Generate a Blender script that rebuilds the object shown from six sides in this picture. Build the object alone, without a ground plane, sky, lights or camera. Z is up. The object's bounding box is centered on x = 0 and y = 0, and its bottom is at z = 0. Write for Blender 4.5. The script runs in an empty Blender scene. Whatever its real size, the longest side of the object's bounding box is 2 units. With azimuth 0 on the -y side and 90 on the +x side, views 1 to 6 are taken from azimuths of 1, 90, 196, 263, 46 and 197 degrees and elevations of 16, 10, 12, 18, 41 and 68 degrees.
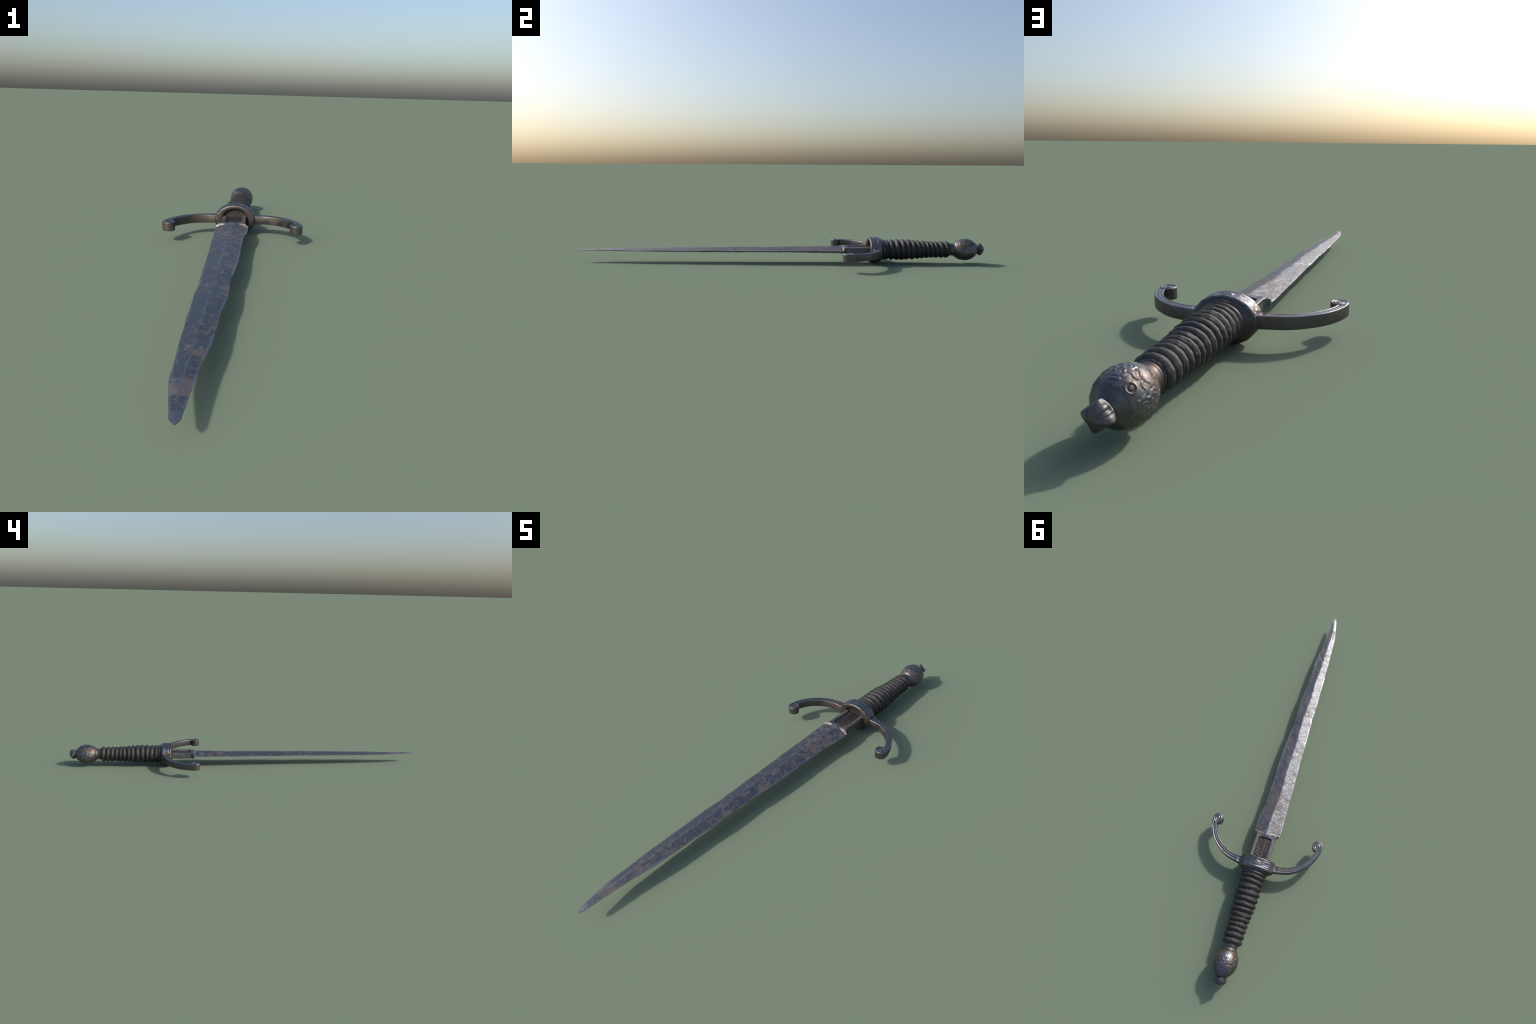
# Old parrying dagger: notched steel blade, ringed crossguard with scrolled arms,
# coil-wrapped grip and an engraved ball pommel with a fluted bud.
import bpy, math, random
import numpy as np

rng = np.random.RandomState(7)
random.seed(7)

# ------------------------------------------------------------------ helpers
def interp(x, pts):
    p = np.array(sorted(pts))
    return np.interp(x, p[:, 0], p[:, 1])

def smooth(e0, e1, x):
    t = np.clip((x - e0) / (e1 - e0), 0, 1)
    return t * t * (3 - 2 * t)

def vnoise(x, y, seed=0, octaves=3):
    """cheap 2D value noise, about -1..1"""
    out = np.zeros(np.broadcast(x, y).shape)
    amp, tot = 1.0, 0.0
    for o in range(octaves):
        r = np.random.RandomState(seed * 17 + o * 5 + 3).rand(64, 64) * 2 - 1
        xi, yi = np.floor(x).astype(int), np.floor(y).astype(int)
        fx, fy = x - xi, y - yi
        fx, fy = fx * fx * (3 - 2 * fx), fy * fy * (3 - 2 * fy)
        g = lambda a, b: r[a % 64, b % 64]
        n = (g(xi, yi) * (1 - fx) * (1 - fy) + g(xi + 1, yi) * fx * (1 - fy)
             + g(xi, yi + 1) * (1 - fx) * fy + g(xi + 1, yi + 1) * fx * fy)
        out = out + amp * n
        tot += amp
        amp *= 0.5
        x, y = x * 2.03 + 11.3, y * 2.03 + 5.7
    return out / tot

def seg_dist(px, py, a, b):
    ax, ay = a
    dx, dy = b[0] - ax, b[1] - ay
    L = dx * dx + dy * dy + 1e-12
    t = np.clip(((px - ax) * dx + (py - ay) * dy) / L, 0, 1)
    return np.hypot(px - ax - t * dx, py - ay - t * dy)

def line_dist(px, py, pts):
    d = None
    for a, b in zip(pts[:-1], pts[1:]):
        s = seg_dist(px, py, a, b)
        d = s if d is None else np.minimum(d, s)
    return d

def bead(d, w):
    return np.exp(-(d / w) ** 2)

def catmull(pts, n):
    p = np.array(pts, float)
    p = np.vstack([2 * p[0] - p[1], p, 2 * p[-1] - p[-2]])
    out = []
    m = len(p) - 3
    for t in np.linspace(0, m - 1e-6, n):
        i = int(t); f = t - i
        a, b, c, d = p[i:i + 4]
        out.append(0.5 * ((2 * b) + (-a + c) * f + (2 * a - 5 * b + 4 * c - d) * f ** 2 + (-a + 3 * b - 3 * c + d) * f ** 3))
    return np.array(out)

def axis_x(y):
    return 0.004 * np.maximum(y, 0.0)

def axis_z(y):
    return 0.0605 + 0.0066 * y

def grid_mesh(name, P, closed_u=True, cap0=False, cap1=False, flip=False):
    """P: array (rows, cols, 3); rows joined along, cols around"""
    R, C = P.shape[:2]
    verts = P.reshape(-1, 3).tolist()
    faces = []
    cc = C if closed_u else C - 1
    for i in range(R - 1):
        for j in range(cc):
            k = (j + 1) % C
            f = [i * C + j, i * C + k, (i + 1) * C + k, (i + 1) * C + j]
            faces.append(f[::-1] if flip else f)
    if cap0:
        c = P[0].mean(axis=0).tolist()
        verts.append(c)
        n = len(verts) - 1
        for j in range(cc):
            f = [j, n, (j + 1) % C]
            faces.append(f[::-1] if flip else f)
    if cap1:
        c = P[-1].mean(axis=0).tolist()
        verts.append(c)
        n = len(verts) - 1
        o = (R - 1) * C
        for j in range(cc):
            f = [o + j, o + (j + 1) % C, n]
            faces.append(f[::-1] if flip else f)
    me = bpy.data.meshes.new(name)
    me.from_pydata(verts, [], faces)
    me.update()
    return me

def finish(me, mat, angle=None):
    import bmesh
    bm = bmesh.new()
    bm.from_mesh(me)
    bmesh.ops.remove_doubles(bm, verts=bm.verts, dist=1e-6)
    bmesh.ops.recalc_face_normals(bm, faces=bm.faces)
    bm.to_mesh(me)
    bm.free()
    me.materials.clear()
    me.materials.append(mat)
    for p in me.polygons:
        p.use_smooth = True
    if angle is not None:
        me.set_sharp_from_angle(angle=math.radians(angle))
    return me

def place(name, me, parent):
    ob = bpy.data.objects.new(name, me)
    bpy.context.scene.collection.objects.link(ob)
    ob.parent = parent
    return ob

def revolve(profile, n=96, cx=None, cz=None, sub=1):
    """profile rows (y, a, b): ellipse half-widths a (x) and b (z)"""
    pr = np.array(profile, float)
    if sub > 1:
        t = np.arange(len(pr))
        tt = np.linspace(0, len(pr) - 1, (len(pr) - 1) * sub + 1)
        pr = np.stack([np.interp(tt, t, pr[:, k]) for k in range(3)], 1)
    th = np.linspace(0, 2 * np.pi, n, endpoint=False)
    y = pr[:, 0][:, None] + 0 * th
    x = pr[:, 1][:, None] * np.sin(th) + (axis_x(y) if cx is None else cx)
    z = pr[:, 2][:, None] * np.cos(th) + (axis_z(y) if cz is None else cz)
    return np.stack([x, y, z], 2), th, pr

# ---------------------------------------------------------------- materials
class NT:
    def __init__(self, name):
        self.mat = bpy.data.materials.new(name)
        self.mat.use_nodes = True
        self.t = self.mat.node_tree
        self.t.nodes.clear()
        self.out = self.t.nodes.new('ShaderNodeOutputMaterial')
        self.bsdf = self.t.nodes.new('ShaderNodeBsdfPrincipled')
        self.t.links.new(self.bsdf.outputs[0], self.out.inputs[0])
        self.co = self.t.nodes.new('ShaderNodeTexCoord').outputs['Object']

    def link(self, a, b):
        if hasattr(a, 'is_linked'):
            self.t.links.new(a, b)
        else:
            b.default_value = a

    def mapping(self, scale, src=None, loc=None):
        m = self.t.nodes.new('ShaderNodeMapping')
        m.inputs['Scale'].default_value = scale
        if loc is not None:
            self.link(loc, m.inputs['Location'])
        self.t.links.new(src or self.co, m.inputs[0])
        return m.outputs[0]

    def noise(self, scale, detail=5, rough=0.6, vec=None, dist=0.0):
        n = self.t.nodes.new('ShaderNodeTexNoise')
        n.inputs['Scale'].default_value = scale
        n.inputs['Detail'].default_value = detail
        n.inputs['Roughness'].default_value = rough
        n.inputs['Distortion'].default_value = dist
        self.t.links.new(vec or self.co, n.inputs['Vector'])
        return n.outputs['Fac']

    def ramp(self, fac, stops):
        r = self.t.nodes.new('ShaderNodeValToRGB')
        el = r.color_ramp.elements
        while len(el) < len(stops):
            el.new(0.5)
        for e, (p, c) in zip(el, stops):
            e.position = p
            e.color = (c, c, c, 1) if not isinstance(c, tuple) else (*c, 1)
        self.t.links.new(fac, r.inputs[0])
        return r.outputs[0]

    def math(self, op, a, b=0.0, c=None):
        n = self.t.nodes.new('ShaderNodeMath')
        n.operation = op
        self.link(a, n.inputs[0])
        self.link(b, n.inputs[1])
        if c is not None:
            self.link(c, n.inputs[2])
        return n.outputs[0]

    def mix(self, fac, a, b):
        n = self.t.nodes.new('ShaderNodeMix')
        n.data_type = 'RGBA'
        self.link(fac, n.inputs[0])
        self.link(a if hasattr(a, 'is_linked') else (*a, 1), n.inputs[6])
        self.link(b if hasattr(b, 'is_linked') else (*b, 1), n.inputs[7])
        return n.outputs[2]

    def xyz(self):
        s = self.t.nodes.new('ShaderNodeSeparateXYZ')
        self.t.links.new(self.co, s.inputs[0])
        return s.outputs

    def bump(self, height, strength, dist):
        b = self.t.nodes.new('ShaderNodeBump')
        b.inputs['Strength'].default_value = strength
        b.inputs['Distance'].default_value = dist
        self.t.links.new(height, b.inputs['Height'])
        self.t.links.new(b.outputs[0], self.bsdf.inputs['Normal'])

    def set(self, **kw):
        names = {'base': 'Base Color', 'rough': 'Roughness', 'metal': 'Metallic'}
        for k, v in kw.items():
            self.link(v if hasattr(v, 'is_linked') or not isinstance(v, tuple) else (*v, 1),
                      self.bsdf.inputs[names[k]])

def blade_material():
    m = NT('worn_blade_steel')
    x, y, z = m.xyz()
    t = m.math('MULTIPLY_ADD', y, 0.5, 0.5)                 # 0 at the tip, 1 at the far end
    vec = m.mapping((1.0, 0.9, 1.0))
    big = m.noise(11, 6, 0.65, vec, 0.5)
    patch = m.noise(40, 5, 0.62, vec, 0.8)
    fine = m.noise(160, 4, 0.7, vec)
    # brown rust: soft islands, thick near the hilt, a band short of the tip
    where = m.ramp(t, [(0.0, 0.0), (0.035, 0.0), (0.045, 0.17), (0.066, 0.15), (0.074, 0.03), (0.10, 0.03),
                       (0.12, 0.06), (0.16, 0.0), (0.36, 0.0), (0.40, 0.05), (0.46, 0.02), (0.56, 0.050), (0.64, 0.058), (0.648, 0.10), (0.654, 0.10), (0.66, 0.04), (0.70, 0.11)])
    src = m.math('ADD', m.math('MULTIPLY_ADD', fine, 0.14, -0.07), m.math('ADD', m.math('MULTIPLY', big, 0.30), m.math('MULTIPLY', patch, 0.70)))
    # one side was kept cleaner than the other
    side = m.ramp(m.math('MULTIPLY_ADD', x, 10.0, 0.5), [(0.30, -0.0), (0.55, 0.045)])
    rust = m.ramp(m.math('ADD', m.math('ADD', src, where), side), [(0.572, 0.0), (0.640, 1.0)])
    # paler steel with less rust along the middle ridge and both cutting edges
    mid = m.ramp(t, [(0.0, 0.5), (0.06, 0.22), (0.16, 0.28), (0.28, 0.34), (0.328, 0.48), (0.41, 0.32), (0.5, 0.42), (0.54, 0.30), (0.62, 0.5)])
    half = m.ramp(t, [(0.0, 0.0), (0.02, 0.11), (0.09, 0.25), (0.16, 0.355), (0.28, 0.42), (0.36, 0.42), (0.42, 0.48), (0.55, 0.53), (0.65, 0.61)])
    off = m.math('ABSOLUTE', m.math('SUBTRACT', x, m.math('MULTIPLY_ADD', mid, 0.03, -0.015)))
    jag = m.math('MULTIPLY_ADD', m.math('ADD', patch, big), 0.020, -0.020)
    ridge = m.ramp(m.math('ADD', off, jag), [(0.0022, 1.0), (0.0036, 0.0)])
    rim = m.math('SUBTRACT', m.math('MULTIPLY', half, 0.1), off)
    rim = m.ramp(m.math('ADD', rim, jag), [(0.0016, 1.0), (0.0034, 0.0)])
    pale = m.math('MAXIMUM', ridge, rim)
    steel = m.mix(fine, (0.122, 0.128, 0.142), (0.200, 0.208, 0.222))
    steel = m.mix(m.ramp(big, [(0.35, 0.0), (0.65, 0.6)]), steel, (0.155, 0.16, 0.18))
    steel = m.mix(m.math('MULTIPLY', pale, 0.7), steel, (0.27, 0.29, 0.325))
    brown = m.mix(fine, (0.116, 0.092, 0.084), (0.178, 0.145, 0.134))
    rust = m.math('MULTIPLY', rust, m.math('MULTIPLY_ADD', pale, -0.40, 0.82))
    col = m.mix(rust, steel, brown)
    m.set(base=col, metal=m.math('SUBTRACT', 1.0, m.math('MULTIPLY', rust, 0.55)),
          rough=m.math('ADD', m.math('ADD', 0.42, m.math('MULTIPLY', fine, 0.14)), m.math('MULTIPLY', rust, 0.10)))
    h = m.math('ADD', m.noise(60, 5, 0.65, vec, 0.8), m.math('MULTIPLY', fine, 0.2))
    m.bump(h, 0.42, 0.004)
    return m.mat

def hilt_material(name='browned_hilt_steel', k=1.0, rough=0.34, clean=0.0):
    m = NT(name)
    big = m.noise(14, 5, 0.6, None, 0.5)
    mid = m.noise(55, 5, 0.65, None, 0.4)
    fine = m.noise(260, 3, 0.7)
    a = m.mix(mid, (0.090 * k, 0.085 * k, 0.086 * k), (0.165 * k, 0.156 * k, 0.156 * k))
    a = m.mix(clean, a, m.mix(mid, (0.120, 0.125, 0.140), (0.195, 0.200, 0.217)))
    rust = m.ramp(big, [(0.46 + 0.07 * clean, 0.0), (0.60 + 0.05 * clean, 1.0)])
    col = m.mix(m.math('MULTIPLY', rust, 0.75), a, (0.120 * k, 0.086 * k, 0.070 * k))
    m.set(base=col, metal=m.math('SUBTRACT', 0.95, m.math('MULTIPLY', rust, 0.25)),
          rough=m.math('ADD', m.math('ADD', rough, m.math('MULTIPLY', mid, 0.16)), m.math('MULTIPLY', rust, 0.10)))
    m.bump(m.math('ADD', mid, m.math('MULTIPLY', fine, 0.5)), 0.30, 0.0025)
    return m.mat

def leather_material():
    m = NT('dark_wrapped_leather')
    oi = m.t.nodes.new('ShaderNodeObjectInfo')
    loc = m.t.nodes.new('ShaderNodeCombineXYZ')
    m.t.links.new(m.math('MULTIPLY', oi.outputs['Random'], 3.0), loc.inputs[0])
    m.t.links.new(m.math('MULTIPLY', oi.outputs['Random'], 1.7), loc.inputs[2])
    vec = m.mapping((1.0, 3.0, 1.0), None, loc.outputs[0])
    big = m.noise(22, 5, 0.65, vec, 0.5)
    fine = m.noise(170, 4, 0.7, vec)
    col = m.mix(fine, (0.010, 0.0092, 0.0092), (0.026, 0.0238, 0.0230))
    col = m.mix(m.ramp(big, [(0.50, 0.0), (0.70, 0.7)]), col, (0.042, 0.026, 0.020))
    m.set(base=col, metal=0.0, rough=m.math('ADD', 0.44, m.math('MULTIPLY', fine, 0.18)))
    m.bump(m.math('ADD', big, fine), 0.3, 0.002)
    return m.mat

M_BLADE = blade_material()
M_HILT = hilt_material()
M_STEEL = hilt_material('paler_grey_steel', 1.0, 0.32, 0.9)  # paler, greyer hilt steel with less rust, also on upward and downward arm faces
M_BUD = hilt_material('dull_bud_steel', 0.9, 0.42, 0.2)
M_RIM = hilt_material('dark_brown_steel', 0.74, 0.37)  # same hilt steel in a darker tone, for the ring and collar
M_PANEL = hilt_material('dull_inlay_steel', 0.55, 0.5)
M_WRAP = leather_material()

def assign(me, mat, test):
    me.materials.append(mat)
    k = len(me.materials) - 1
    for p in me.polygons:
        if test(p.center, p.normal):
            p.material_index = k
    return me

# ------------------------------------------------------------------- thing
root = bpy.data.objects.new('dagger', None)
bpy.context.scene.collection.objects.link(root)
root['label'] = 'old steel parrying dagger with scrolled crossguard and coiled grip'
root['category'] = 'dagger'

# ------------------------------------------------------------------- blade
PLUS = [(-1.0, 0.0012), (-0.985, 0.0085), (-0.965, 0.0088), (-0.923, 0.0105), (-0.88, 0.0122),
        (-0.815, 0.0160), (-0.768, 0.0217), (-0.70, 0.0282), (-0.627, 0.0305), (-0.55, 0.0312),
        (-0.445, 0.0392), (-0.352, 0.0396), (-0.333, 0.0374), (-0.293, 0.0376), (-0.264, 0.0408),
        (-0.217, 0.0437), (-0.17, 0.0470), (-0.05, 0.0492), (-0.033, 0.0494), (-0.018, 0.0490),
        (0.008, 0.0470), (0.08, 0.0492), (0.106, 0.0490), (0.174, 0.0505), (0.22, 0.0588), (0.303, 0.0612)]
MINUS = [(-1.0, -0.0014), (-0.985, -0.0122), (-0.967, -0.0150), (-0.90, -0.0270), (-0.865, -0.0325),
         (-0.818, -0.0340), (-0.767, -0.0358), (-0.69, -0.0398), (-0.63, -0.0402), (-0.576, -0.0438),
         (-0.52, -0.0432), (-0.428, -0.0464), (-0.356, -0.0445), (-0.325, -0.0462), (-0.272, -0.0472),
         (-0.224, -0.0494), (-0.141, -0.0496), (-0.03, -0.0530), (0.06, -0.0562), (0.164, -0.0582),
         (0.247, -0.0616), (0.303, -0.0618)]
RIDGE = [(-1.0, 0.0), (-0.97, -0.004), (-0.88, -0.0125), (-0.807, -0.0120), (-0.683, -0.0095),
         (-0.57, -0.0060), (-0.44, -0.0070), (-0.344, -0.0005), (-0.25, -0.0034), (-0.17, -0.0074),
         (-0.1, -0.0033), (-0.01, -0.0031), (0.08, -0.0076), (0.186, -0.0012), (0.27, 0.0010), (0.32, 0.0)]
HALF = [(-1.0, 0.0010), (-0.96, 0.0040), (-0.817, 0.0080), (-0.647, 0.0103), (-0.4765, 0.0128),
        (-0.30, 0.0134), (-0.24, 0.0150), (-0.08, 0.0142), (0.09, 0.0162), (0.284, 0.0190), (0.33, 0.0195)]
WIN_X, WIN_Y, RIC_END = 0.0312, 0.3255, 0.4475

def ricasso_half(y):
    # concave shoulders sweeping in to a straight bar
    t = np.clip((y - 0.3035) / 0.023, 0, 1)
    return 0.0615 - 0.0164 * np.sqrt(1 - (1 - t) ** 2) + 0.025 * np.maximum(y - 0.3265, 0)

def inlay_relief(x, y):
    """carved floor of the window: middle stem, two scrolls, slanting leaf strokes"""
    ax = np.abs(x)
    h = 0.9 * bead(np.maximum(ax - (0.0035 + 0.02 * (0.45 - y)), 0), 0.0014)
    for cx, cy, r in ((0.020, 0.3455, 0.0042),):
        h = h + bead(np.hypot(ax - cx, y - cy) - r, 0.0013) + 0.8 * bead(np.hypot(ax - cx, y - cy), 0.0014)
    for y0 in (0.386, 0.399, 0.412, 0.425):
        h = h + bead(seg_dist(ax, y, (0.010, y0 + 0.005), (0.0245, y0 - 0.004)), 0.0026)
    h = h + 0.6 * bead(seg_dist(ax, y, (0.0265, 0.352), (0.0265, 0.46)), 0.0010)
    return h * 0.0014

def blade_mesh():
    ys = np.concatenate([np.array([-1.0, -0.9985, -0.996, -0.992, -0.988]),
                         np.linspace(-0.984, 0.280, 620), np.linspace(0.282, 0.345, 110),
                         np.linspace(0.348, RIC_END, 90)])
    nu = 101
    u = np.linspace(-1, 1, nu)
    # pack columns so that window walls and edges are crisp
    rows_t, rows_b = [], []
    for y in ys:
        xr, xl, xc, t = interp(y, PLUS), interp(y, MINUS), interp(y, RIDGE), interp(y, HALF)
        if y < 0.29:      # small nicks in both edges, larger waves are in the tables
            nick = 0.0007 * vnoise(np.array([y * 55.]), np.array([1.3]), 4)[0]
            nick2 = 0.0006 * vnoise(np.array([y * 60.]), np.array([7.7]), 5)[0]
            k = float(smooth(-0.99, -0.9, y))
            for yc, w, dpt in ((0.004, 0.006, 0.0022), (-0.292, 0.008, 0.002), (-0.655, 0.006, 0.0018)):
                nick -= dpt * math.exp(-((y - yc) / w) ** 2)
            for yc, w, dpt in ((-0.345, 0.01, 0.0015), (-0.14, 0.008, 0.0014), (0.20, 0.005, 0.001)):
                nick2 -= dpt * math.exp(-((y - yc) / w) ** 2)
            xr, xl = xr + k * (nick + 0.0010), xl - k * (nick2 + 0.0010)
        if y > 0.303:
            xr, xl, xc = float(ricasso_half(y + 0.0006)), -float(ricasso_half(y - 0.0014)), 0.0
        x = np.where(u >= 0, xc + u * (xr - xc), xc - u * (xl - xc))
        a = np.abs(u)
        edge = 0.0010 if y < 0.29 else 0.0010 + 0.0006 * float(smooth(0.29, 0.303, y))
        T = edge + (t - edge) * (1 - a)
        # ridge softened
        T = T - 0.0006 * bead(a, 0.06) * float(smooth(-0.95, -0.5, y))
        # hammered, pitted faces
        amp = 0.00095 * smooth(-0.99, -0.7, y) * smooth(0.0, 0.18, 1 - a)
        n1 = vnoise(x * 55 + 3, np.full(nu, y * 42.), 1, 4)
        n2 = vnoise(x * 55 + 30, np.full(nu, y * 42.), 2, 4)
        Tt, Tb = T + amp * n1, T + amp * n2
        if y > 0.285:
            wing = smooth(0.010, 0.026, np.abs(x))
            s = smooth(0.286 + 0.0145 * wing, 0.313 - 0.0062 * wing, y + 0.0 * x)
            flat = 0.0155 + 0.0042 * np.clip(1 - np.abs(x) / 0.022, 0, 1) * smooth(0.33, 0.31, y)
            flat = flat - 0.0030 * smooth(0.044, 0.058, np.abs(x)) * smooth(0.322, 0.312, y)
            # raised lip along the shoulder with a shallow groove before it
            lip = (0.0011 + 0.0009 * vnoise(x * 140, x * 0 + 3.3, 31)) * bead(np.full(nu, y - 0.3095), 0.0030) * smooth(0.012, 0.02, np.abs(x))
            dip = -0.0010 * bead(np.full(nu, y - 0.2965), 0.0035) * smooth(0.012, 0.02, np.abs(x))
            Tt = Tt * (1 - s) + flat * s + lip + dip
            Tb = Tb * (1 - s) + flat * s + lip + dip
            # window sunk into both faces, front corners rounded
            rr = 0.011
            qx = np.maximum(np.abs(x) - (WIN_X - rr), 0)
            qy = np.maximum((WIN_Y + rr) - y, 0)
            d = np.hypot(qx, qy) - rr                      # <0 inside
            ins = smooth(0.0009, -0.0009, d)
            floor = 0.0100 + inlay_relief(x, np.full(nu, y))
            Tt = Tt * (1 - ins) + floor * ins
            Tb = Tb * (1 - ins) + floor * ins
            # side edges of the bar slightly chamfered
            ch = 0.0016 * smooth(0.0022, 0.0, (1 - a) * xr) * s
            Tt, Tb = Tt - ch, Tb - ch
        zc = float(axis_z(y))
        if y < -0.995:
            Tt = np.minimum(Tt, 0.0012); Tb = np.minimum(Tb, 0.0012)
        rows_t.append(np.stack([x, np.full(nu, y), zc + Tt], 1))
        rows_b.append(np.stack([x, np.full(nu, y), zc - Tb], 1)[::-1])
    P = np.concatenate([np.array(rows_t), np.array(rows_b)], 1)
    return grid_mesh('blade', P, True, True, True)

blade = finish(blade_mesh(), M_BLADE, 42)
blade.materials.append(M_PANEL)
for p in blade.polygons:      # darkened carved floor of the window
    c = p.center
    if abs(c.x) < WIN_X - 0.0006 and c.y > WIN_Y + 0.001 and abs(c.z - axis_z(c.y)) < 0.0128:
        p.material_index = 1
place('blade', blade, root)

# -------------------------------------------------------------- guard ring
RZ = 0.0632
def ring_mesh():
    prof = [(0.4455, 0.004, 0.003), (0.4455, 0.030, 0.026), (0.4455, 0.0470, 0.0405), (0.4430, 0.0482, 0.0416),
            (0.437, 0.0495, 0.0430), (0.4330, 0.0515, 0.0445), (0.4310, 0.0545, 0.0465), (0.4302, 0.060, 0.0495),
            (0.4302, 0.0740, 0.0560), (0.4312, 0.0780, 0.0588), (0.4335, 0.0812, 0.0612), (0.4365, 0.0830, 0.0626)]
    prof += [(v, 0.0830, 0.0626) for v in np.linspace(0.438, 0.4785, 40)]
    prof += [(0.4805, 0.0815, 0.0618), (0.4835, 0.0780, 0.0595), (0.4865, 0.0715, 0.0560), (0.4900, 0.0650, 0.0535),
             (0.4940, 0.0610, 0.0520), (0.4955, 0.0500, 0.0420), (0.4955, 0.02, 0.02)]
    P, th, pr = revolve(prof, 320, 0.001, RZ)
    y = P[:, :, 1]
    T = np.broadcast_to(th, y.shape)
    outer = (y > 0.4375) & (y < 0.479) & (np.hypot(P[:, :, 0] / 0.083, (P[:, :, 2] - RZ) / 0.0626) > 0.97)
    # signed angle from the top (or the bottom), mirrored left and right
    t0 = np.abs((T + np.pi / 2) % np.pi - np.pi / 2)            # 0 at top/bottom .. pi/2 at the arms
    s = t0 * 0.066                                              # arc length, roughly
    c = 0.458
    h = -0.0013 * smooth(0.0, 0.0040, np.minimum(y - 0.4415, 0.4745 - y))       # field sunk between two rims
    # rosette of five petals on the middle of the field
    ts = ((T + np.pi / 2) % np.pi - np.pi / 2) * 0.083 / 1.65
    dy = y - c
    r, ph = np.hypot(ts, dy), np.arctan2(dy, ts)
    h = h + 0.0022 * bead(r, 0.003) + 0.0026 * smooth(0.0125, 0.009, r + 0.0028 * (1 - np.abs(np.cos(2.5 * ph)))) * smooth(0.0035, 0.0055, r)
    # tongue-shaped frame on each shoulder
    fx = s - 0.066
    q = np.maximum(np.abs(dy) - 0.004, 0)
    d = np.where(fx < 0, np.abs(np.abs(dy) - 0.0105), np.abs(np.hypot(fx, dy) - 0.0105))
    on = smooth(0.026, 0.032, s)
    h = h + 0.0016 * bead(d, 0.0028) * on
    h = h + 0.0016 * bead(np.hypot(s - 0.062, dy), 0.006)
    h = h + 0.0018 * bead(np.hypot(s - 0.082, np.abs(dy) - 0.012), 0.0035)
    h = np.where(outer, np.minimum(h, 0.0007), 0.0)
    h = h + np.where(outer | (y < 0.47), 0.0004 * vnoise(T * 12, y * 120, 9), 0)
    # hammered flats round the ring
    q = T % (np.pi / 8) - np.pi / 16
    flat = 0.75 * (math.cos(math.pi / 16) / np.cos(q) - 1) * smooth(0.7, 0.95, np.hypot(P[:, :, 0] / 0.083, (P[:, :, 2] - RZ) / 0.0626))
    k = 1 + h / 0.07 + flat
    P[:, :, 0] = 0.001 + (P[:, :, 0] - 0.001) * k
    P[:, :, 2] = RZ + (P[:, :, 2] - RZ) * k
    return grid_mesh('guard_ring', P, True, True, True)

ring = finish(ring_mesh(), M_RIM, 60)
ring.materials.append(M_PANEL)
for p in ring.polygons:      # seat behind the opening, its shade painted in with darker steel
    c = p.center
    if 0.4365 < c.y < 0.4465 and math.hypot(c.x / 0.051, (c.z - RZ) / 0.0445) < 1:
        p.material_index = 1
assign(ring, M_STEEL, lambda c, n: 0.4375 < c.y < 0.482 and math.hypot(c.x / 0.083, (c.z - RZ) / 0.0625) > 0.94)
guard = place('crossguard', ring, root)

# ---------------------------------------------------------------- quillons
OUTER = [(0.070, 0.4755), (0.086, 0.4750), (0.121, 0.4680), (0.158, 0.4570), (0.194, 0.4345), (0.227, 0.4045),
         (0.250, 0.3700), (0.2645, 0.3350), (0.2702, 0.3050), (0.2670, 0.2870)]
INNER = [(0.070, 0.4370), (0.086, 0.4378), (0.118, 0.4375), (0.147, 0.4300), (0.177, 0.4150), (0.203, 0.3920),
         (0.221, 0.3700), (0.2345, 0.3430), (0.2420, 0.3190), (0.2460, 0.2950)]
Q_LO, Q_HI = 0.0468, 0.0800

def quillon_mesh(side):
    n = 90
    o, i = catmull(OUTER, n), catmull(INNER, n)
    # across fraction, drop from the top (bevel, border bead, channel, middle rib)
    sec = [(0.0, 0.0030), (0.02, 0.0012), (0.07, 0.0002), (0.12, 0.0), (0.17, 0.0003), (0.23, 0.0012), (0.29, 0.0014),
           (0.36, 0.0011), (0.43, 0.0007), (0.50, 0.0006)]
    sec = sec + [(1 - a, b) for a, b in sec[-2::-1]]
    rows = []
    for k in range(n):
        f = k / (n - 1)
        root_fade = float(smooth(0.10, 0.22, f))
        ring = []
        for a, d in sec:
            dd = d if (a < 0.15 or a > 0.85) else d * root_fade
            # two small punched notches where the arm meets the ring
            if abs(f - 0.115) < 0.02 and 0.2 < a < 0.8:
                dd += 0.0022
            a = 0.03 + 0.94 * a
            p = o[k] * (1 - a) + i[k] * a
            ring.append((p[0] * side, p[1], Q_HI - dd))
        for a, d in sec[::-1]:
            dd = d if (a < 0.15 or a > 0.85) else d * root_fade
            a = 0.03 + 0.94 * a
            p = o[k] * (1 - a) + i[k] * a
            ring.append((p[0] * side, p[1], Q_LO + dd))
        rows.append(ring)
    P = np.array(rows)
    P[:, :, 2] += 0.0003 * vnoise(P[:, :, 0] * 90, P[:, :, 1] * 90, 11)
    return grid_mesh('quillon', P, True, True, True)

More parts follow.
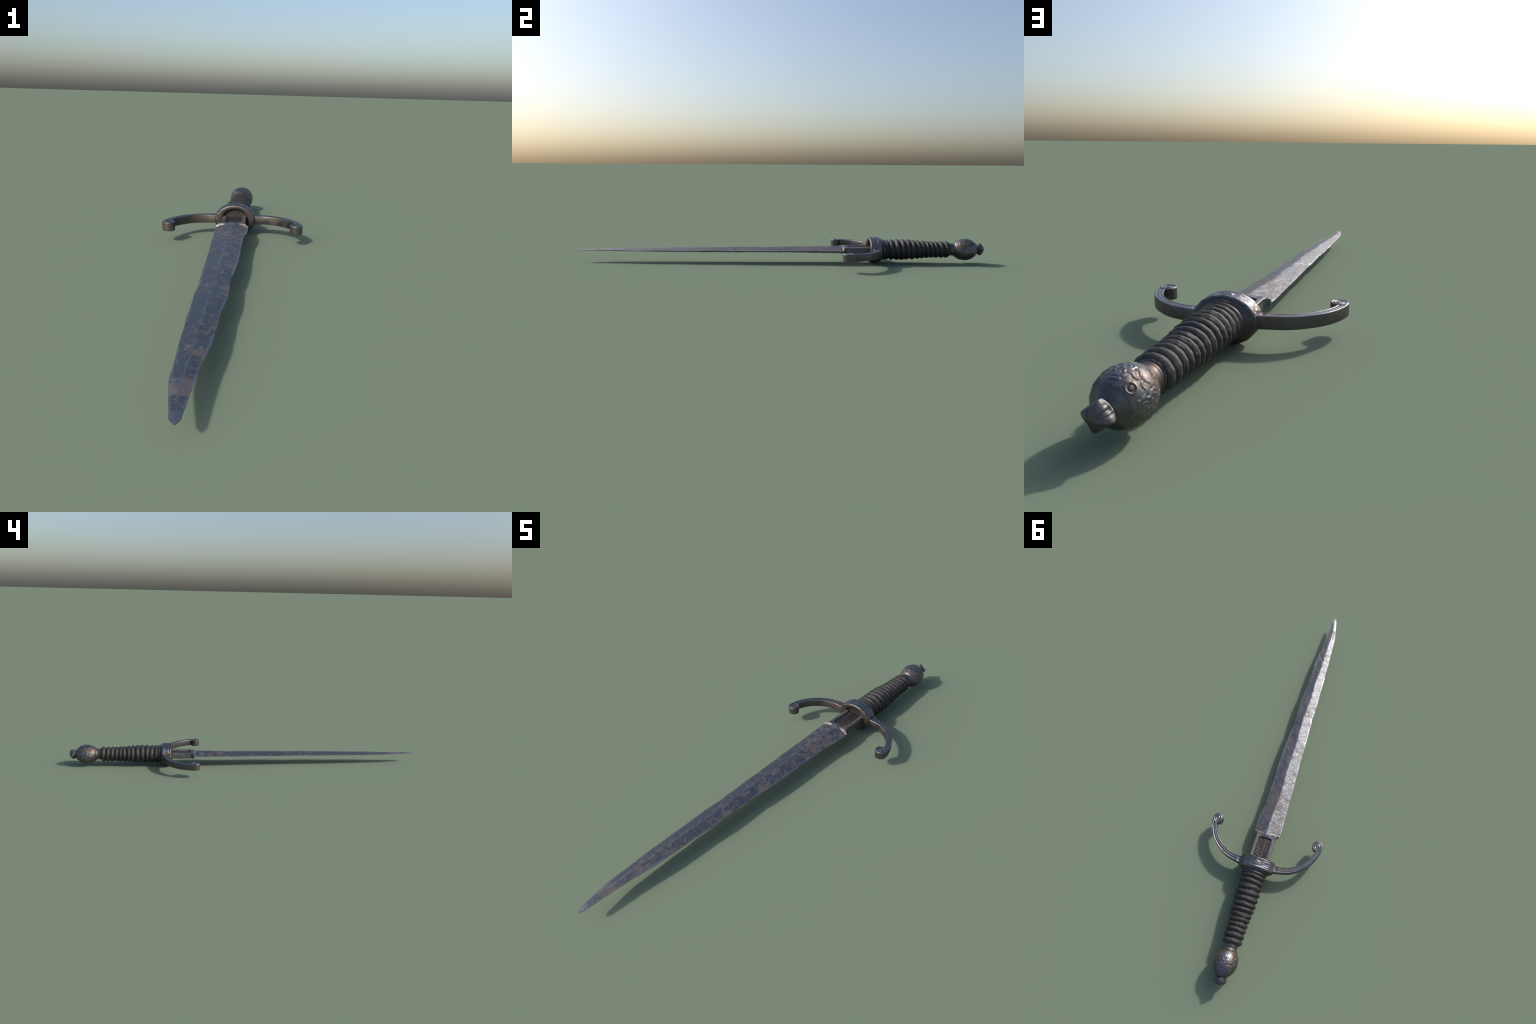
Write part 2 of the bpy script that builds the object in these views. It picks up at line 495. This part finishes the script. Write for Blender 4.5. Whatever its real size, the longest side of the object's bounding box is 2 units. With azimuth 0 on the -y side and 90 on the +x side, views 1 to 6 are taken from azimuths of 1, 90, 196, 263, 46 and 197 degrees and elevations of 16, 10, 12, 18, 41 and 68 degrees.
SC = (0.2450, 0.2976)
def scroll_mesh(side):
    n = 120
    th = np.linspace(0, 2 * np.pi, n, endpoint=False)
    R = 0.0243
    rr = np.concatenate([np.linspace(0.0004, 0.0221, 46), [0.0230, 0.0238, 0.0243]])
    def top(r, t):
        # spiral bead winding in to a central eye
        turn = 0.0088
        ph = (r - turn * ((t + 0.6) / (2 * np.pi))) / turn
        w = np.abs(ph - np.round(ph)) * turn
        h = 0.0015 * bead(w, 0.0024) * smooth(0.0221, 0.0195, r)
        h = np.where(r < 0.0042, 0.0015 * np.sqrt(np.clip(1 - (r / 0.0046) ** 2, 0, 1)), h)
        edge = -0.0018 * smooth(0.0222, 0.0245, r) ** 2
        rim = 0.0014 * smooth(0.0195, 0.0215, r)
        return h + edge + rim - 0.0014
    rows = []
    for r in rr:
        rows.append(np.stack([SC[0] + r * np.cos(th), SC[1] + r * np.sin(th), Q_HI + 0.0006 + top(r, th)], 1))
    for z in np.linspace(Q_HI - 0.004, Q_LO + 0.003, 8):
        rows.append(np.stack([SC[0] + R * np.cos(th), SC[1] + R * np.sin(th), np.full(n, z)], 1))
    for r in rr[::-1]:
        rows.append(np.stack([SC[0] + r * np.cos(th), SC[1] + r * np.sin(th), Q_LO - 0.0006 - top(r, th)], 1))
    P = np.array(rows)
    P[:, :, 0] *= side
    return grid_mesh('scroll', P, True, True, True)

for side in (1, -1):
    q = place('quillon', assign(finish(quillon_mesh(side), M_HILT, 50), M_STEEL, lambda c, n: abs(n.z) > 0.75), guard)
    place('scroll', assign(finish(scroll_mesh(side), M_HILT, 50), M_STEEL, lambda c, n: abs(n.z) > 0.5), q)

# ------------------------------------------------------- collar, core, neck
collar = [(0.488, 0.040, 0.034), (0.488, 0.0600, 0.0515), (0.4915, 0.0608, 0.0518), (0.4945, 0.0590, 0.0505), (0.4965, 0.0568, 0.0487), (0.499, 0.0582, 0.0499),
          (0.502, 0.0580, 0.0496), (0.505, 0.0560, 0.0480), (0.508, 0.0525, 0.0450), (0.511, 0.0480, 0.0410), (0.511, 0.030, 0.030)]
P, _, _ = revolve(collar, 96, sub=2)
place('collar', finish(grid_mesh('collar', P, True, True, True), M_RIM, 50), root)

COIL_Y = [0.5165, 0.5420, 0.5685, 0.5950, 0.6210, 0.6465, 0.6715, 0.6945, 0.7165, 0.7390, 0.7620, 0.7870, 0.8120]
COIL_A = [0.0545, 0.0552, 0.0556, 0.0558, 0.0556, 0.0545, 0.0522, 0.0500, 0.0482, 0.0464, 0.0458, 0.0452, 0.0440]
COIL_B = [0.0485, 0.0495, 0.0506, 0.0510, 0.0500, 0.0482, 0.0452, 0.0432, 0.0417, 0.0404, 0.0405, 0.0410, 0.0405]
core = [(0.505, 0.045, 0.040)] + [(y, a - 0.0078, b - 0.0078) for y, a, b in zip(COIL_Y, COIL_A, COIL_B)] + [(0.828, 0.030, 0.030)]
P, _, _ = revolve(core, 64, sub=4)
grip = place('grip', finish(grid_mesh('grip', P, True, True, True), M_WRAP), root)

def coil_mesh(seed):
    """one turn of wrapped cord; unit ring, scaled to its place on the grip"""
    n = 84
    th = np.linspace(0, 2 * np.pi, n, endpoint=False)
    v = np.linspace(0, np.pi, 17)
    rows = []
    for a in v:
        off = -np.cos(a)                      # -1..1 along the grip
        hump = 0.55 * np.sin(a) + 0.45 * np.sin(a) ** 4
        wob = vnoise(np.cos(th) * 2.2 + 5, np.sin(th) * 2.2 + 5 + seed * 9, seed, 3)
        wob2 = vnoise(np.cos(th) * 3 + 15, np.sin(th) * 3 + 25 + off, seed + 20, 3)
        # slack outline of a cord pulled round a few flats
        q = (th + seed * 0.7) % (2 * np.pi / 15) - np.pi / 15
        flats = 0.9 * (math.cos(math.pi / 15) / np.cos(q) - 0.99)
        r = 0.790 + 0.215 * hump * (1 + 0.10 * wob) + 0.010 * wob2 + flats * hump
        # creases along the cord
        r = r - 0.030 * np.exp(-((off - 0.35 + 0.3 * wob) / 0.13) ** 2) * smooth(0.1, 0.5, vnoise(np.cos(th) * 2 + 40, np.sin(th) * 2 + seed, seed + 40, 2) + 0.15)
        y = 0.0136 * off + 0.0030 * wob
        rows.append(np.stack([r * np.sin(th), y, r * np.cos(th)], 1))
    for a in (0.8, 0.8):
        rows.append(np.stack([a * np.sin(th), np.full(n, 0.0136 if len(rows) == 17 else -0.0136), a * np.cos(th)], 1))
    P = np.array(rows + [rows[0]])
    return grid_mesh('coil', P, True)

coils = [finish(coil_mesh(s), M_WRAP) for s in range(4)]
for k, (y, a, b) in enumerate(zip(COIL_Y, COIL_A, COIL_B)):
    ob = place('grip_coil', coils[(k * 3 + k // 4) % 4], grip)
    gap = (COIL_Y[min(k + 1, 12)] - COIL_Y[max(k - 1, 0)]) / (2 if 0 < k < 12 else 1)
    ob.location = (float(axis_x(y)), y, float(axis_z(y)))
    flip = -1 if k % 3 == 1 else 1
    ob.scale = (a * flip * 1.015, gap / 0.0262, b * 1.012)
    ob.rotation_euler = (math.radians(random.uniform(-2.5, 3.5)), 0, math.radians(random.uniform(-2.0, 2.0)))

neck = [(0.816, 0.028, 0.028), (0.8185, 0.0370, 0.0345), (0.8230, 0.0362, 0.0340), (0.8260, 0.0345, 0.0335), (0.8280, 0.0310, 0.0305), (0.8310, 0.0318, 0.0312), (0.8335, 0.0312, 0.0306),
        (0.8355, 0.0302, 0.0297), (0.8460, 0.0302, 0.0297), (0.8485, 0.0318, 0.0312), (0.8510, 0.0322, 0.0316), (0.8540, 0.0310, 0.0305), (0.856, 0.022, 0.022)]
P, _, _ = revolve(neck, 96, sub=2)
place('neck', finish(grid_mesh('neck', P, True, True, True), M_HILT, 50), root)

# ------------------------------------------------------------------ pommel
BALL = [(0.8515, 0.0290), (0.853, 0.0325), (0.857, 0.0365), (0.8625, 0.0403), (0.870, 0.0448), (0.880, 0.0489), (0.893, 0.0518),
        (0.906, 0.0526), (0.920, 0.0510), (0.933, 0.0472), (0.942, 0.0428), (0.950, 0.0375), (0.958, 0.0312), (0.9640, 0.0252), (0.968, 0.0200)]

def pommel_relief(t, y, rad):
    """engraving repeats four times round the ball"""
    q = (t + np.pi / 4) % (np.pi / 2) - np.pi / 4          # -45..45 degrees
    s = np.abs(q) * rad
    v = (y - 0.908) * 1.12
    # motif drawn on a flat strip: (across, along) in metres
    h = np.zeros_like(s)
    s45 = (np.pi / 4 - np.abs(q)) * rad
    for yc in (0.8795, 0.937):                             # ringed bosses
        d = np.hypot(s45, (y - yc) * 1.2)
        h += 1.2 * bead(d - 0.0096, 0.0021) - 1.3 * bead(d - 0.0065, 0.0018) + 1.2 * smooth(0.0054, 0.0028, d) - 0.5 * bead(d, 0.0014)
    d = np.hypot(s, v - 0.001)
    h += 0.9 * bead(d - 0.0034, 0.0011)
    lines = [
        [(0.0000, 0.033), (0.0095, 0.033), (0.0095, 0.0125)],
        [(0.0000, 0.0250), (0.0038, 0.0250), (0.0038, 0.0150)],
        [(0.0095, 0.0125), (0.0075, 0.0060), (0.0110, 0.0010), (0.0165, -0.0040), (0.0165, -0.0120), (0.0110, -0.0160), (0.0065, -0.0125), (0.0095, -0.0085)],
        [(0.0130, 0.0240), (0.0150, 0.0140), (0.0215, 0.0095), (0.0300, 0.0130), (0.0360, 0.0100), (0.0400, 0.0020)],
        [(0.0230, -0.0060), (0.0290, -0.0080), (0.0330, -0.0030), (0.0400, 0.0020)],
        [(0.0, -0.0240), (0.0035, -0.0290), (0.0035, -0.0380)],
    ]
    for ln in lines:
        pts = ln if len(ln) < 4 or ln[0][0] == 0 else catmull(ln, 28)[:, :2].tolist()
        dd = line_dist(s, v, pts)
        h += 1.0 * bead(dd, 0.0024) - 0.30 * bead(dd - 0.0050, 0.0022)
    h += 0.7 * bead(np.hypot(s - 0.020, (v - 0.023) * 0.9), 0.008) + 0.6 * bead(np.hypot(s - 0.024, (v + 0.014)), 0.008)
    fade = smooth(0.857, 0.868, y) * smooth(0.958, 0.950, y)
    h = h * fade
    h += 1.0 * smooth(0.9515, 0.9485, y) - 1.0            # step down near the bud
    return h * 0.00088

def pommel_mesh():
    yy = np.concatenate([np.linspace(0.8515, 0.858, 8), np.linspace(0.8588, 0.962, 190), np.linspace(0.963, 0.968, 6)])
    p = np.array(BALL)
    sm = catmull(BALL, 400)
    rad = np.interp(yy, sm[:, 0], sm[:, 1])
    th = np.linspace(0, 2 * np.pi, 480, endpoint=False)
    Y, T = np.meshgrid(yy, th, indexing='ij')
    Rr = np.broadcast_to(rad[:, None], Y.shape)
    h = pommel_relief(T, Y, Rr)
    # push along the surface normal of the profile
    dr = np.gradient(rad, yy)[:, None]
    nrm = np.sqrt(1 + dr ** 2)
    h = h + 0.00025 * vnoise(np.cos(T) * 4 + Y * 60, np.sin(T) * 4 + 9, 14)
    R2, Y2 = Rr + h / nrm, Y - h * np.clip(dr, -2, 2) / nrm
    X = axis_x(Y) + R2 * np.sin(T) * 1.01
    Z = axis_z(Y) + R2 * np.cos(T)
    return grid_mesh('pommel', np.stack([X, Y2, Z], 2), True, True, True)

def paler_field(c, n):
    # the four engraved fields take a paler greyer steel, bosses and rims stay brown
    a = math.atan2(c.x - 0.0036, c.z - 0.0666)
    q = abs((a + math.pi / 4) % (math.pi / 2) - math.pi / 4)
    j = 0.10 * math.sin(7 * a + 110 * c.y) + 0.07 * math.sin(19 * a - 260 * c.y) + 0.04 * math.sin(53 * a + 700 * c.y)
    return 0.868 < c.y - 0.03 * j < 0.9475 and q + j < 0.42 - 5 * max(0, 0.885 - c.y)
pommel = place('pommel', assign(finish(pommel_mesh(), M_HILT), M_STEEL, paler_field), root)

def finial_mesh():
    pts = [(0.962, 0.0200), (0.9665, 0.0192), (0.9692, 0.0228), (0.9730, 0.0270), (0.9775, 0.0288), (0.9825, 0.0291),
           (0.9870, 0.0270), (0.9920, 0.0222), (0.9960, 0.0165), (0.9985, 0.0100), (0.9998, 0.0020)]
    p = np.array(pts)
    yy = np.linspace(0, len(p) - 1, 90)
    prof = np.clip(catmull(pts, 90), 0.0005, 0.9999)
    n = 192
    th = np.linspace(0, 2 * np.pi, n, endpoint=False)
    rows = []
    for y, r in prof:
        # bud between a square and a round, eight fluted lobes
        q = (th + np.pi / 4 + 0.16) % (np.pi / 2) - np.pi / 4
        sq = math.cos(math.pi / 4) / np.cos(np.pi / 4 - np.abs(q))
        k = float(smooth(0.967, 0.978, y))
        shape = (1 - k) + k * (0.30 + 0.70 * sq)
        x2 = th + 0.16
        f = smooth(1.0002, 0.996, y) * k
        flute = -0.0034 * f * np.exp(-(np.cos(2 * x2) / 0.36) ** 2) - 0.0016 * f * np.exp(-(np.cos(4 * x2) / 0.50) ** 2)
        rr = r * shape + flute * min(1, r / 0.02)
        rows.append(np.stack([axis_x(y) + rr * np.sin(th), np.full(n, y), axis_z(y) + rr * np.cos(th)], 1))
    return grid_mesh('finial', np.array(rows), True, True, True)

place('finial', finish(finial_mesh(), M_BUD, 40), pommel)
